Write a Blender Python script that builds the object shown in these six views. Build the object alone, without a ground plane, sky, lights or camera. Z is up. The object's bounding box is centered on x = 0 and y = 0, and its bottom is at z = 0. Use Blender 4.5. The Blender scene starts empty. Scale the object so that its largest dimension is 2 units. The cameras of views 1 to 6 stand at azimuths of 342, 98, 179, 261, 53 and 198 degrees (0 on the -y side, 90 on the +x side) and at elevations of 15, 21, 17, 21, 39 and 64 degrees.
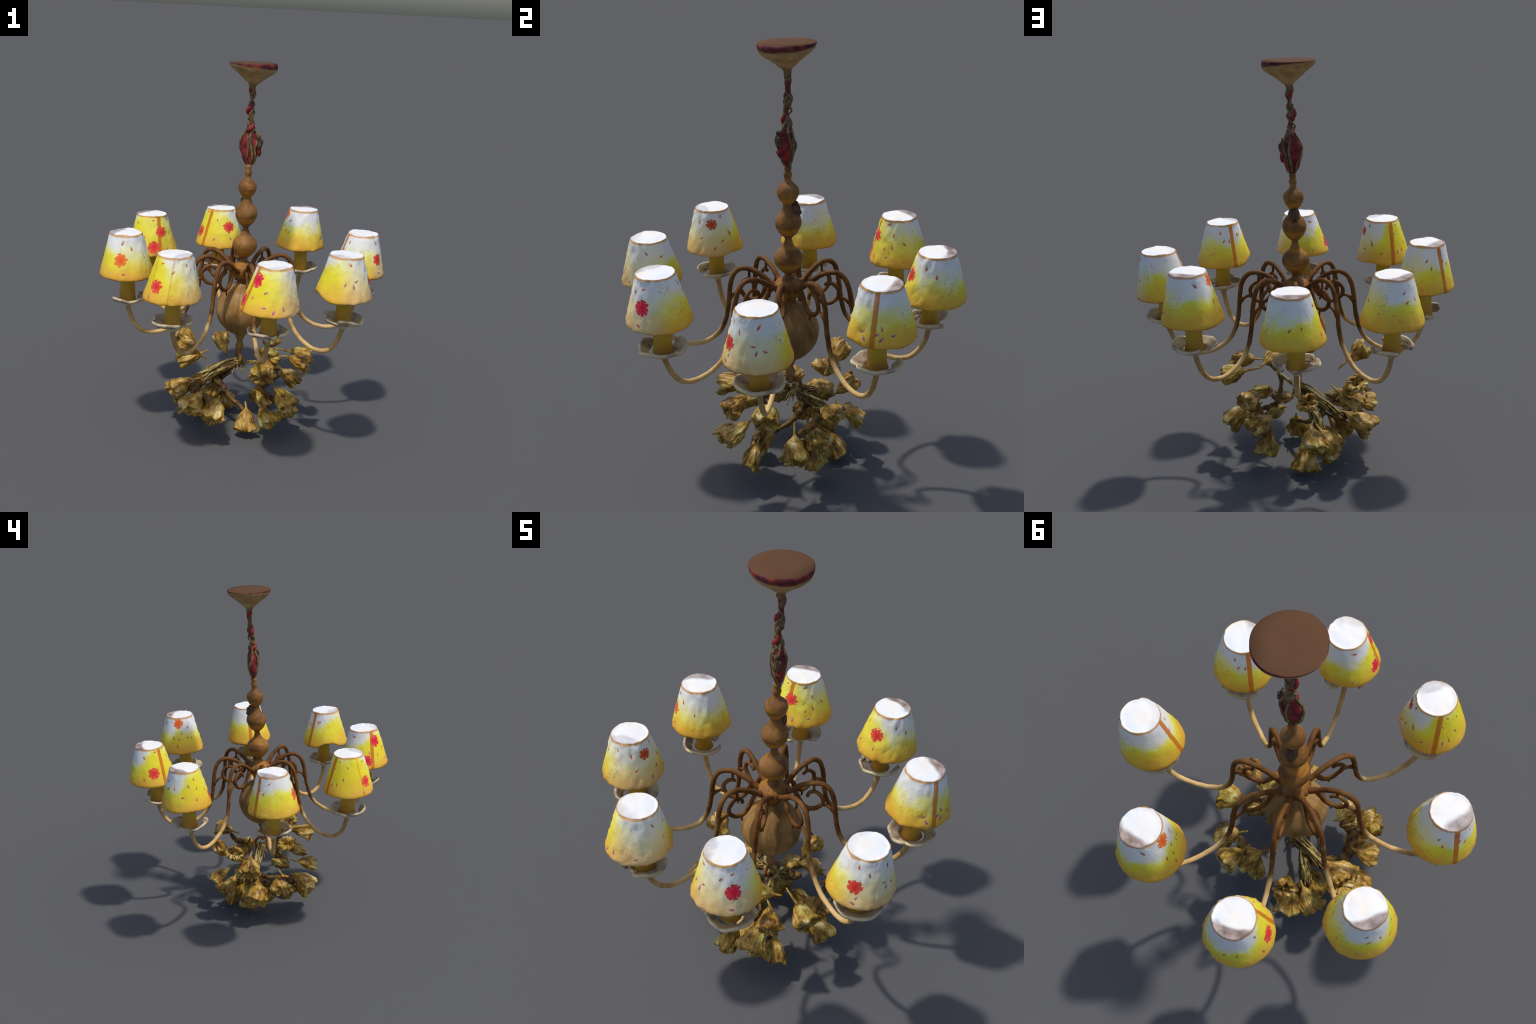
import bpy, math, random
from math import sin, cos, pi, radians, sqrt, atan2
from mathutils import Vector, Matrix, noise

# ------------------------------------------------------------------ helpers
def link(obj, parent=None):
    bpy.context.scene.collection.objects.link(obj)
    if parent is not None:
        obj.parent = parent
    return obj

def mesh_object(name, verts, faces, mat, parent=None, loc=(0, 0, 0), smooth=True):
    me = bpy.data.meshes.new(name)
    me.from_pydata([tuple(v) for v in verts], [], faces)
    me.validate()
    if smooth:
        me.polygons.foreach_set("use_smooth", [True] * len(me.polygons))
    me.update()
    mats = mat if isinstance(mat, (list, tuple)) else [mat]
    for m in mats:
        me.materials.append(m)
    ob = bpy.data.objects.new(name, me)
    link(ob, parent)
    ob.location = loc
    return ob

def nz(x, y, z, seed=0.0):
    """signed smooth noise, about -1..1"""
    return noise.noise(Vector((x + seed * 7.31, y - seed * 3.17, z + seed * 1.93)))

def lerp(a, b, t):
    return a + (b - a) * t

def smooth01(t):
    t = min(1.0, max(0.0, t))
    return t * t * (3 - 2 * t)

def sample(profile, t):
    """piecewise linear lookup in [(t, value), ...]"""
    if t <= profile[0][0]:
        return profile[0][1]
    for (a, va), (b, vb) in zip(profile, profile[1:]):
        if t <= b:
            return lerp(va, vb, (t - a) / (b - a))
    return profile[-1][1]

def spline(points, per=6, closed=False):
    """Catmull-Rom through control points (any dimension)"""
    n = len(points)
    out = []
    last = n if closed else n - 1
    for i in range(last):
        if closed:
            p = [points[(i + k) % n] for k in (-1, 0, 1, 2)]
        else:
            p = [points[max(0, i - 1)], points[i], points[i + 1], points[min(n - 1, i + 2)]]
        for s in range(per):
            t = s / per
            out.append(tuple(0.5 * (2 * b + (c - a) * t + (2 * a - 5 * b + 4 * c - d) * t * t + (3 * b - a - 3 * c + d) * t ** 3)
                             for a, b, c, d in zip(*p)))
    if not closed:
        out.append(tuple(points[-1]))
    return out

def tube_geometry(path, radius, seg=10, rough=0.0, seed=0.0, closed=False, flat=1.0):
    """swept tube; radius is a number or a function of 0..1; ends are rounded shut"""
    pts = [Vector(p) for p in path]
    n = len(pts)
    rf = radius if callable(radius) else (lambda t: radius)
    tang = []
    for i in range(n):
        a = pts[i - 1] if (i > 0 or closed) else pts[i]
        b = pts[(i + 1) % n] if (i < n - 1 or closed) else pts[i]
        d = b - a
        tang.append(d.normalized() if d.length > 1e-9 else Vector((0, 0, 1)))
    up = Vector((0, 0, 1)) if abs(tang[0].z) < 0.9 else Vector((1, 0, 0))
    normal = (up - tang[0] * up.dot(tang[0])).normalized()
    verts, faces = [], []
    for i in range(n):
        normal = (normal - tang[i] * normal.dot(tang[i])).normalized()
        bi = tang[i].cross(normal)
        t = i / max(1, n - 1)
        for k in range(seg):
            a = 2 * pi * k / seg
            r = rf(t)
            if rough:
                q = pts[i] * 38
                r *= 1 + rough * nz(q.x + cos(a) * 0.8, q.y + sin(a) * 0.8, q.z, seed)
            verts.append(pts[i] + normal * (cos(a) * r) + bi * (sin(a) * r * flat))
    rings = n if closed else n - 1
    for i in range(rings):
        j = (i + 1) % n
        for k in range(seg):
            m = (k + 1) % seg
            faces.append((i * seg + k, i * seg + m, j * seg + m, j * seg + k))
    if not closed:
        for i, s in ((0, -1), (n - 1, 1)):
            verts.append(pts[i] + tang[i] * (s * rf(i / (n - 1)) * 0.6))
            c = len(verts) - 1
            for k in range(seg):
                m = (k + 1) % seg
                faces.append((i * seg + m, i * seg + k, c) if s < 0 else (i * seg + k, i * seg + m, c))
    return verts, faces

def merge(parts):
    verts, faces = [], []
    for v, f in parts:
        o = len(verts)
        verts += list(v)
        faces += [tuple(i + o for i in q) for q in f]
    return verts, faces

def lathe_geometry(profile, seg=48, shape=None):
    """profile [(r, z)] top to bottom or bottom to top, r=0 ends collapse; shape(r, z, a) -> (x, y, z)"""
    verts, faces = [], []
    for r, z in profile:
        for k in range(seg):
            a = 2 * pi * k / seg
            verts.append(shape(r, z, a) if shape else (r * cos(a), r * sin(a), z))
    for i in range(len(profile) - 1):
        for k in range(seg):
            m = (k + 1) % seg
            faces.append((i * seg + k, i * seg + m, (i + 1) * seg + m, (i + 1) * seg + k))
    faces.append(tuple(range(seg - 1, -1, -1)))
    o = (len(profile) - 1) * seg
    faces.append(tuple(o + k for k in range(seg)))
    return verts, faces

def lump_geometry(centre, size, seed, rough=0.25, n=16):
    c = Vector(centre)
    verts, faces = [], []
    for i in range(n + 1):
        th = pi * i / n
        for k in range(2 * n):
            a = pi * k / n
            d = Vector((sin(th) * cos(a), sin(th) * sin(a), cos(th)))
            s = 1 + rough * nz(d.x * 1.7, d.y * 1.7, d.z * 1.7, seed)
            verts.append((c.x + d.x * size[0] * s, c.y + d.y * size[1] * s, c.z + d.z * size[2] * s))
    for i in range(n):
        for k in range(2 * n):
            m = (k + 1) % (2 * n)
            faces.append((i * 2 * n + k, (i + 1) * 2 * n + k, (i + 1) * 2 * n + m, i * 2 * n + m))
    return verts, faces

# ------------------------------------------------------------------ node helpers
class Graph:
    def __init__(self, tree):
        self.t = tree
    def node(self, kind, **props):
        n = self.t.nodes.new(kind)
        for k, v in props.items():
            setattr(n, k, v)
        return n
    def put(self, socket, value):
        if isinstance(value, bpy.types.NodeSocket):
            self.t.links.new(value, socket)
        elif value is not None:
            socket.default_value = value
    def math(self, op, a, b=None, c=None, clamp=False):
        n = self.node("ShaderNodeMath", operation=op, use_clamp=clamp)
        for i, v in enumerate((a, b, c)):
            if v is not None:
                self.put(n.inputs[i], v)
        return n.outputs[0]
    def step(self, value, lo, hi, out0=0.0, out1=1.0):
        n = self.node("ShaderNodeMapRange", interpolation_type="SMOOTHSTEP")
        for i, v in enumerate((value, lo, hi, out0, out1)):
            self.put(n.inputs[i], v)
        return n.outputs[0]
    def noise(self, vec, scale, detail=3.0, rough=0.55, w=None):
        n = self.node("ShaderNodeTexNoise")
        if w is not None:
            n.noise_dimensions = "4D"
            n.inputs["W"].default_value = w
        self.put(n.inputs["Vector"], vec)
        n.inputs["Scale"].default_value = scale
        n.inputs["Detail"].default_value = detail
        n.inputs["Roughness"].default_value = rough
        return n.outputs[0]
    def ramp(self, fac, stops, mode="LINEAR"):
        n = self.node("ShaderNodeValToRGB")
        r = n.color_ramp
        r.interpolation = mode
        while len(r.elements) < len(stops):
            r.elements.new(0.5)
        for e, (p, c) in zip(r.elements, stops):
            e.position = p
            e.color = (*c, 1.0)
        self.put(n.inputs[0], fac)
        return n.outputs[0]
    def mix(self, fac, a, b, mode="MIX"):
        n = self.node("ShaderNodeMix", data_type="RGBA", blend_type=mode)
        for s, v in ((n.inputs[0], fac), (n.inputs[6], a), (n.inputs[7], b)):
            if isinstance(v, tuple) and len(v) == 3:
                v = (*v, 1.0)
            self.put(s, v)
        return n.outputs[2]
    def coords(self):
        return self.node("ShaderNodeTexCoord").outputs["Object"]
    def xyz(self, vec):
        n = self.node("ShaderNodeSeparateXYZ")
        self.put(n.inputs[0], vec)
        return n.outputs
    def vec(self, x, y, z):
        n = self.node("ShaderNodeCombineXYZ")
        for i, v in enumerate((x, y, z)):
            self.put(n.inputs[i], v)
        return n.outputs[0]
    def mapping(self, vec, scale=(1, 1, 1), loc=(0, 0, 0)):
        n = self.node("ShaderNodeMapping")
        self.put(n.inputs["Vector"], vec)
        n.inputs["Scale"].default_value = scale
        n.inputs["Location"].default_value = loc
        return n.outputs[0]
    def bump(self, height, strength, distance):
        n = self.node("ShaderNodeBump")
        n.inputs["Strength"].default_value = strength
        n.inputs["Distance"].default_value = distance
        self.put(n.inputs["Height"], height)
        return n.outputs[0]

def new_material(name, roughness=0.7, metallic=0.0, specular=0.3):
    m = bpy.data.materials.new(name)
    m.use_nodes = True
    b = m.node_tree.nodes["Principled BSDF"]
    b.inputs["Roughness"].default_value = roughness
    b.inputs["Metallic"].default_value = metallic
    b.inputs["Specular IOR Level"].default_value = specular
    return m, Graph(m.node_tree), b

# ------------------------------------------------------------------ materials
def brass_material(name, low, mid, high, scale=16.0, roughness=0.55, streak=None, gilt=(), bands=False):
    m, g, b = new_material(name, roughness, 0.0, 0.2)
    co = g.coords()
    n = g.noise(co, scale, 4.0, 0.6)
    col = g.ramp(n, [(0.3, low), (0.52, mid), (0.75, high)])
    if streak:
        s = g.noise(g.mapping(co, (1, 1, 3.5)), 11.0, 2.0, 0.5)
        col = g.mix(g.step(s, 0.56, 0.72), col, streak)
    if bands:                    # dark upright reflections in the brass, drawn as colour bands
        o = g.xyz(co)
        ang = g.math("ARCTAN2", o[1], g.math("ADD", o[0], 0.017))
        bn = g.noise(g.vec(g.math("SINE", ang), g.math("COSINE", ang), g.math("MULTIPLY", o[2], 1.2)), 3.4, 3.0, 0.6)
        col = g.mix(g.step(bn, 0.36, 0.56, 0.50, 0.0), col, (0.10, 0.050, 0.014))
    for za, zb in gilt:          # gilded lower halves of the turned balls
        z = g.math("ADD", g.xyz(co)[2], g.math("MULTIPLY", g.math("SUBTRACT", n, 0.5), 0.03))
        band = g.math("MULTIPLY", g.step(z, za - 0.006, za + 0.004), g.step(z, zb - 0.004, zb + 0.006, 1.0, 0.0))
        col = g.mix(g.math("MULTIPLY", band, g.step(n, 0.3, 0.6, 0.35, 0.95)), col, (0.46, 0.21, 0.025))
    g.put(b.inputs["Base Color"], col)
    f = g.noise(co, 90.0, 3.0, 0.6)
    g.put(b.inputs["Normal"], g.bump(f, 0.25, 0.002))
    return m

def arm_material():
    m, g, b = new_material("weathered_arm_metal", 0.6, 0.0, 0.18)
    co = g.coords()
    o = g.xyz(co)
    n = g.noise(co, 14.0, 4.0, 0.6)
    brown = g.ramp(n, [(0.3, (0.100, 0.040, 0.010)), (0.55, (0.185, 0.078, 0.020)), (0.75, (0.25, 0.125, 0.040))])
    tan = g.ramp(n, [(0.3, (0.42, 0.24, 0.075)), (0.5, (0.70, 0.45, 0.175)), (0.72, (0.82, 0.58, 0.27))])
    rad = g.math("SQRT", g.math("ADD", g.math("MULTIPLY", o[0], o[0]), g.math("MULTIPLY", o[1], o[1])))
    where = g.math("ADD", rad, g.math("MULTIPLY", g.math("SUBTRACT", n, 0.5), 0.10))
    col = g.mix(g.step(where, 0.285, 0.37), brown, tan)
    tip = g.step(where, 0.585, 0.64)  # arm end browned to carry the scan's shading near the pan
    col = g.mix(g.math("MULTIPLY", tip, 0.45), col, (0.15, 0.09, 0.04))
    g.put(b.inputs["Base Color"], col)
    g.put(b.inputs["Normal"], g.bump(g.noise(co, 80.0, 3.0), 0.3, 0.002))
    return m

def cup_material():
    m, g, b = new_material("chalky_glass", 0.6, 0.0, 0.2)
    co = g.coords()
    n = g.noise(co, 17.0, 4.0, 0.6)
    col = g.ramp(n, [(0.30, (0.26, 0.18, 0.11)), (0.45, (0.50, 0.40, 0.28)), (0.58, (0.72, 0.62, 0.44)), (0.75, (0.70, 0.46, 0.29))])
    n2 = g.noise(co, 9.0, 2.0, 0.5)
    col = g.mix(g.step(n2, 0.52, 0.68), col, (0.80, 0.68, 0.40))
    g.put(b.inputs["Base Color"], col)
    g.put(b.inputs["Normal"], g.bump(g.noise(co, 60.0, 3.0), 0.3, 0.002))
    return m

def candle_material():
    m, g, b = new_material("amber_wax", 0.55, 0.0, 0.2)
    co = g.coords()
    o = g.xyz(co)
    n = g.noise(co, 13.0, 3.0, 0.55)
    t = g.math("ADD", g.math("DIVIDE", o[2], 0.14), g.math("MULTIPLY", g.math("SUBTRACT", n, 0.5), 0.9))
    col = g.ramp(t, [(0.0, (0.50, 0.25, 0.04)), (0.35, (0.60, 0.34, 0.04)), (0.7, (0.64, 0.47, 0.05)), (1.0, (0.56, 0.52, 0.08))])
    g.put(b.inputs["Base Color"], col)
    return m

def blossom_material():
    m, g, b = new_material("dried_golden_petal", 0.45, 0.0, 0.35)
    co = g.coords()
    o = g.xyz(co)
    ang = g.math("ARCTAN2", o[1], g.math("MULTIPLY", o[0], 0.8))
    info = g.node("ShaderNodeObjectInfo")
    seed = g.math("MULTIPLY", info.outputs["Random"], 40.0)
    streak = g.noise(g.vec(g.math("MULTIPLY", ang, 2.4), g.math("MULTIPLY", o[2], 16.0), seed), 1.5, 4.0, 0.65)
    patch = g.noise(g.vec(g.math("ADD", o[0], seed), o[1], o[2]), 16.0, 4.0, 0.6)
    k = g.math("ADD", g.math("MULTIPLY", streak, 0.5), g.math("MULTIPLY", patch, 0.5))
    col = g.ramp(k, [(0.33, (0.040, 0.018, 0.004)), (0.42, (0.19, 0.090, 0.012)), (0.49, (0.40, 0.215, 0.026)), (0.555, (0.56, 0.36, 0.08)), (0.64, (0.82, 0.68, 0.38))])  # palest stop puts the bright glints on the petals into base colour
    olive = g.mix(1.0, col, (0.80, 0.92, 0.72), "MULTIPLY")
    warm = g.noise(g.vec(g.math("ADD", o[0], g.math("MULTIPLY", seed, 1.7)), o[1], o[2]), 7.0, 2.0, 0.5)
    col = g.mix(g.step(warm, 0.52, 0.64), col, olive)
    g.put(b.inputs["Base Color"], col)
    h = g.math("ADD", streak, g.math("MULTIPLY", patch, 0.5))
    g.put(b.inputs["Normal"], g.bump(h, 0.45, 0.010))
    return m

def stem_material():
    m, g, b = new_material("dry_stem_fibre", 0.75, 0.0, 0.2)
    co = g.coords()
    n = g.noise(co, 45.0, 3.0, 0.6)
    col = g.ramp(n, [(0.30, (0.11, 0.06, 0.022)), (0.46, (0.27, 0.19, 0.06)), (0.58, (0.47, 0.38, 0.14)), (0.72, (0.64, 0.56, 0.28))])
    g.put(b.inputs["Base Color"], col)
    return m

def plain_material(name, low, high, scale=30.0, roughness=0.65, specular=0.25):
    m, g, b = new_material(name, roughness, 0.0, specular)
    co = g.coords()
    g.put(b.inputs["Base Color"], g.ramp(g.noise(co, scale, 3.0, 0.6), [(0.35, low), (0.65, high)]))
    return m

def canopy_material():
    """cream cup with a dark wine-red band under the rim and a plain brown cut face on top"""
    m, g, b = new_material("canopy_paint", 0.6, 0.0, 0.3)
    co = g.coords()
    o = g.xyz(co)
    n = g.noise(co, 20.0, 4.0, 0.6)
    z = g.math("ADD", o[2], g.math("MULTIPLY", g.math("SUBTRACT", n, 0.5), 0.022))
    side = g.ramp(n, [(0.3, (0.32, 0.19, 0.07)), (0.55, (0.48, 0.31, 0.125)), (0.75, (0.54, 0.40, 0.21))])
    rings = g.noise(g.vec(0.0, 0.0, o[2]), 85.0, 2.0, 0.5)
    side = g.mix(g.step(rings, 0.55, 0.68, 0.0, 0.45), side, (0.13, 0.075, 0.03))
    wine_n = g.noise(co, 26.0, 2.0, 0.5, w=3.0)
    wine = g.ramp(wine_n, [(0.38, (0.045, 0.012, 0.022)), (0.55, (0.12, 0.016, 0.02)), (0.72, (0.27, 0.05, 0.02))])
    tilt = g.math("SUBTRACT", g.math("MULTIPLY", o[0], 0.87), g.math("MULTIPLY", o[1], 0.5))
    limit = g.math("MULTIPLY_ADD", tilt, -0.105, -0.014)
    col = g.mix(g.step(g.math("SUBTRACT", z, limit), -0.008, 0.004), side, wine)
    dark = g.step(z, -0.112, -0.100, 1.0, 0.0)
    col = g.mix(g.math("MULTIPLY", dark, 0.6), col, (0.10, 0.055, 0.025))
    geo = g.node("ShaderNodeNewGeometry")
    up = g.xyz(geo.outputs["True Normal"])[2]
    cap = g.math("MULTIPLY", g.step(up, 0.80, 0.95), g.step(o[2], -0.012, -0.008))
    col = g.mix(cap, col, (0.128, 0.066, 0.036))
    g.put(b.inputs["Specular IOR Level"], g.math("MULTIPLY_ADD", cap, -0.22, 0.24))
    g.put(b.inputs["Base Color"], col)
    return m

def lining_material(shadow_side, amount):
    m, g, b = new_material("white_shade_lining", 0.6, 0.0, 0.3)
    co = g.coords()
    info = g.node("ShaderNodeObjectInfo")
    s = g.math("MULTIPLY", info.outputs["Random"], 9.0)
    o = g.xyz(co)
    n = g.noise(g.vec(g.math("ADD", o[0], s), o[1], o[2]), 9.0, 2.0, 0.5)
    col = g.ramp(n, [(0.3, (0.95, 0.90, 0.80)), (0.5, (0.93, 0.93, 0.93)), (0.7, (0.88, 0.92, 0.97))])
    rad = g.math("SQRT", g.math("ADD", g.math("MULTIPLY", o[0], o[0]), g.math("MULTIPLY", o[1], o[1])))
    lip = g.step(rad, 0.0785, 0.083)
    col = g.mix(lip, col, (0.55, 0.30, 0.08))
    # grey-brown shading of the hollow, painted on the smudge inside the opening
    side = g.math("ADD", g.math("MULTIPLY", o[0], cos(radians(shadow_side))), g.math("MULTIPLY", o[1], sin(radians(shadow_side))))
    shadow_mask = g.step(g.math("ADD", side, g.math("MULTIPLY", g.math("SUBTRACT", n, 0.5), 0.12)), 0.024, 0.052)
    shadow_col = g.ramp(g.noise(co, 30.0, 2.0), [(0.35, (0.15, 0.075, 0.045)), (0.65, (0.40, 0.30, 0.26))])
    col = g.mix(g.math("MULTIPLY", shadow_mask, amount), col, shadow_col)
    g.put(b.inputs["Base Color"], col)
    return m

# ---- printed lamp shade: masks in (angle, height) space
SHADE_H, R_BOTTOM, R_TOP = 0.232, 0.1445, 0.083

def group_tree(name, ins, outs):
    t = bpy.data.node_groups.new(name, "ShaderNodeTree")
    for n in ins:
        t.interface.new_socket(n, in_out="INPUT", socket_type="NodeSocketFloat")
    for n in outs:
        t.interface.new_socket(n, in_out="OUTPUT", socket_type="NodeSocketFloat")
    g = Graph(t)
    i = t.nodes.new("NodeGroupInput").outputs
    o = t.nodes.new("NodeGroupOutput").inputs
    return t, g, i, o

def local_offset(g, i):
    d = g.math("WRAP", g.math("SUBTRACT", i["Angle"], i["Angle0"]), pi, -pi)
    return g.math("MULTIPLY", d, i["Radius"]), g.math("SUBTRACT", i["Height"], i["Height0"])

def flower_group():
    t, g, i, o = group_tree("printed_flower", ["Angle", "Height", "Radius", "Angle0", "Height0", "Size", "Fray", "Warp"], ["Mask", "Heart"])
    x, y = local_offset(g, i)
    rho = g.math("SQRT", g.math("ADD", g.math("MULTIPLY", x, x), g.math("MULTIPLY", y, y)))
    th = g.math("ADD", g.math("ARCTAN2", y, x), i["Warp"])
    lobes = g.math("ABSOLUTE", g.math("COSINE", g.math("ADD", g.math("MULTIPLY", th, 3.5), g.math("MULTIPLY", i["Angle0"], 5.0))))
    edge = g.math("MULTIPLY", i["Size"], g.math("ADD", g.step(lobes, 0.02, 0.50, 0.66, 1.04), g.math("ADD", g.math("MULTIPLY", i["Fray"], 0.55), g.math("MULTIPLY", i["Warp"], 0.35))))
    g.put(o["Mask"], g.step(g.math("SUBTRACT", rho, edge), -0.0015, 0.0025, 1.0, 0.0))
    g.put(o["Heart"], g.step(rho, 0.0, g.math("MULTIPLY", i["Size"], 0.8), 1.0, 0.0))
    return t

def leaf_group():
    t, g, i, o = group_tree("printed_leaf", ["Angle", "Height", "Radius", "Angle0", "Height0", "Turn", "Size"], ["Mask", "Core"])
    x, y = local_offset(g, i)
    c, s = g.math("COSINE", i["Turn"]), g.math("SINE", i["Turn"])
    u = g.math("ADD", g.math("MULTIPLY", x, c), g.math("MULTIPLY", y, s))
    v = g.math("SUBTRACT", g.math("MULTIPLY", y, c), g.math("MULTIPLY", x, s))
    def ellipse(a, b, du):
        uu = g.math("DIVIDE", g.math("SUBTRACT", u, g.math("MULTIPLY", i["Size"], du)), g.math("MULTIPLY", i["Size"], a))
        vv = g.math("DIVIDE", v, g.math("MULTIPLY", i["Size"], b))
        d = g.math("ADD", g.math("MULTIPLY", uu, uu), g.math("MULTIPLY", vv, vv))
        return g.step(d, 0.6, 1.25, 1.0, 0.0)
    g.put(o["Mask"], ellipse(1.0, 0.45, 0.0))
    g.put(o["Core"], ellipse(0.6, 0.26, -0.25))
    return t

def stripe_group():
    t, g, i, o = group_tree("printed_stripe", ["Angle", "Height", "Radius", "Angle0", "Height0", "Slant", "Width"], ["Mask"])
    x, y = local_offset(g, i)
    x = g.math("ABSOLUTE", g.math("SUBTRACT", x, g.math("MULTIPLY", y, i["Slant"])))
    g.put(o["Mask"], g.step(g.math("SUBTRACT", x, i["Width"]), -0.0012, 0.0015, 1.0, 0.0))
    return t

def sketch_group():
    t, g, i, o = group_tree("printed_sketch", ["Angle", "Height", "Radius", "Angle0", "Height0", "Wide", "Tall"], ["Mask"])
    x, y = local_offset(g, i)
    a = g.math("DIVIDE", x, i["Wide"])
    b = g.math("DIVIDE", y, i["Tall"])
    d = g.math("ADD", g.math("MULTIPLY", a, a), g.math("MULTIPLY", b, b))
    g.put(o["Mask"], g.step(d, 0.5, 1.1, 1.0, 0.0))
    return t

def shade_material(key, decor, groups):
    m, g, b = new_material("printed_shade_cloth", 0.65, 0.0, 0.25)
    co = g.coords()
    o = g.xyz(co)
    ang = g.math("ARCTAN2", o[1], o[0])
    hgt = o[2]
    rad = g.math("SQRT", g.math("ADD", g.math("MULTIPLY", o[0], o[0]), g.math("MULTIPLY", o[1], o[1])))
    seed = decor["seed"]
    n1 = g.noise(co, 10.0, 3.0, 0.5, w=seed)
    n2 = g.noise(co, 24.0, 3.0, 0.6, w=seed + 4.0)
    # lamp glow painted into the cloth, strongest at the hem, uneven by side
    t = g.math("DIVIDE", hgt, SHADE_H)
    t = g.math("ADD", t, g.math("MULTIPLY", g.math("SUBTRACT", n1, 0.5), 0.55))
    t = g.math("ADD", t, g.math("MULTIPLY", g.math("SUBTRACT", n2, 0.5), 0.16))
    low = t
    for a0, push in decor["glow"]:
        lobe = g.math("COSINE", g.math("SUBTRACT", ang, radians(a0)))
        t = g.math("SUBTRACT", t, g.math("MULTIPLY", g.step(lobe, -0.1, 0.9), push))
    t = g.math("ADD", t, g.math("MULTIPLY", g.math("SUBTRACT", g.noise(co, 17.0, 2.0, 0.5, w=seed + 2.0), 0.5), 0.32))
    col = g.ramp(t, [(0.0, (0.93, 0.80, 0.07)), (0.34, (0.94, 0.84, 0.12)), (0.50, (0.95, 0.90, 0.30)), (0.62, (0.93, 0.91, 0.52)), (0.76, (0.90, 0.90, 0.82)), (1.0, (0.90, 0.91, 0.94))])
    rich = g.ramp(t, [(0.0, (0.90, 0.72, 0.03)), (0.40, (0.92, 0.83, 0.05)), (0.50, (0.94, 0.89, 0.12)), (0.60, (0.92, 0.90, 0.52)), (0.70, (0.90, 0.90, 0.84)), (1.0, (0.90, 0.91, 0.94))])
    col = g.mix(g.step(g.math("ADD", g.math("COSINE", g.math("SUBTRACT", ang, radians(150))), g.math("SUBTRACT", n1, 0.5)), -0.35, 0.35), col, rich)  # yellow deepened by azimuth, after the light recorded on those faces
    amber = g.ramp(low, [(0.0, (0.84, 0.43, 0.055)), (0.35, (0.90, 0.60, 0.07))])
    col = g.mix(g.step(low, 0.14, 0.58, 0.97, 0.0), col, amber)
    grime = g.noise(co, 55.0, 3.0, 0.65, w=seed + 6.0)
    col = g.mix(g.step(grime, 0.62, 0.74, 0.0, 0.30), col, (0.45, 0.36, 0.20))
    # side tinted paler to follow the scan's baked lighting
    for a0, amount in decor["pale"]:
        lobe = g.math("COSINE", g.math("SUBTRACT", ang, radians(a0)))
        pale = g.ramp(t, [(0.0, (0.82, 0.55, 0.24)), (0.25, (0.90, 0.74, 0.42)), (0.5, (0.91, 0.86, 0.66)), (0.75, (0.90, 0.90, 0.86))])
        col = g.mix(g.math("MULTIPLY", g.step(lobe, 0.1, 0.85), amount), col, pale)

    def use(kind, a0, h0, *rest):
        n = g.node("ShaderNodeGroup")
        n.node_tree = groups[kind]
        g.put(n.inputs[0], ang)
        g.put(n.inputs[1], hgt)
        g.put(n.inputs[2], rad)
        for s, v in zip(list(n.inputs)[3:], (radians(a0), h0) + rest):
            g.put(s, v)
        return n.outputs

    # faint brown pen drawings
    if decor["sketches"]:
        lines = g.noise(co, 42.0, 1.5, 0.5, w=seed + 9.0)
        line = g.step(g.math("ABSOLUTE", g.math("SUBTRACT", lines, 0.5)), 0.006, 0.022, 1.0, 0.0)
        dots = g.node("ShaderNodeTexVoronoi")
        g.put(dots.inputs["Vector"], co)
        dots.inputs["Scale"].default_value = 95.0
        dot = g.step(dots.outputs["Distance"], 0.14, 0.30, 0.7, 0.0)
        ink = g.math("MAXIMUM", line, g.math("MULTIPLY", dot, g.step(n2, 0.5, 0.6)))
        area = None
        for a0, h0, w, h in decor["sketches"]:
            mk = use("sketch", a0, h0, w, h)["Mask"]
            area = mk if area is None else g.math("MAXIMUM", area, mk)
        col = g.mix(g.math("MULTIPLY", g.math("MULTIPLY", area, ink), 0.55), col, (0.50, 0.22, 0.06))
    for a0, slant, width, strength in decor["stripes"]:
        mk = use("stripe", a0, 0.11, slant, width)["Mask"]
        col = g.mix(g.math("MULTIPLY", mk, strength), col, (0.68, 0.21, 0.018))
    fray = g.math("MULTIPLY", g.math("SUBTRACT", g.noise(co, 150.0, 2.0, 0.6), 0.5), 0.9)
    warp = g.math("MULTIPLY", g.math("SUBTRACT", g.noise(co, 45.0, 2.0, 0.5, w=seed + 12.0), 0.5), 1.7)
    for a0, h0, size, hue in decor["flowers"]:
        f = use("flower", a0, h0, size, fray, warp)
        petal = {"crimson": (0.78, 0.012, 0.045), "red": (0.80, 0.035, 0.03), "orange": (0.85, 0.10, 0.022), "brown": (0.62, 0.06, 0.02)}[hue]
        edge = tuple(min(1.0, c * k + d) for c, k, d in zip(petal, (1.08, 2.0, 1.5), (0.0, 0.02, 0.01)))
        tint = g.mix(g.math("MULTIPLY_ADD", fray, 1.6, f["Heart"]), edge, petal)
        col = g.mix(f["Mask"], col, tint)
    for a0, h0, turn, size, cool in decor["leaves"]:
        l = use("leaf", a0, h0, radians(turn), size)
        hull = {"green": (0.42, 0.44, 0.20), "blue": (0.33, 0.30, 0.42), "none": (0.62, 0.36, 0.12)}[cool]
        col = g.mix(g.math("MULTIPLY", l["Mask"], g.step(n2, 0.3, 0.65, 0.35, 0.85)), col, hull)
        col = g.mix(g.math("MULTIPLY", l["Core"], 0.9), col, (0.70, 0.06, 0.05))
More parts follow.
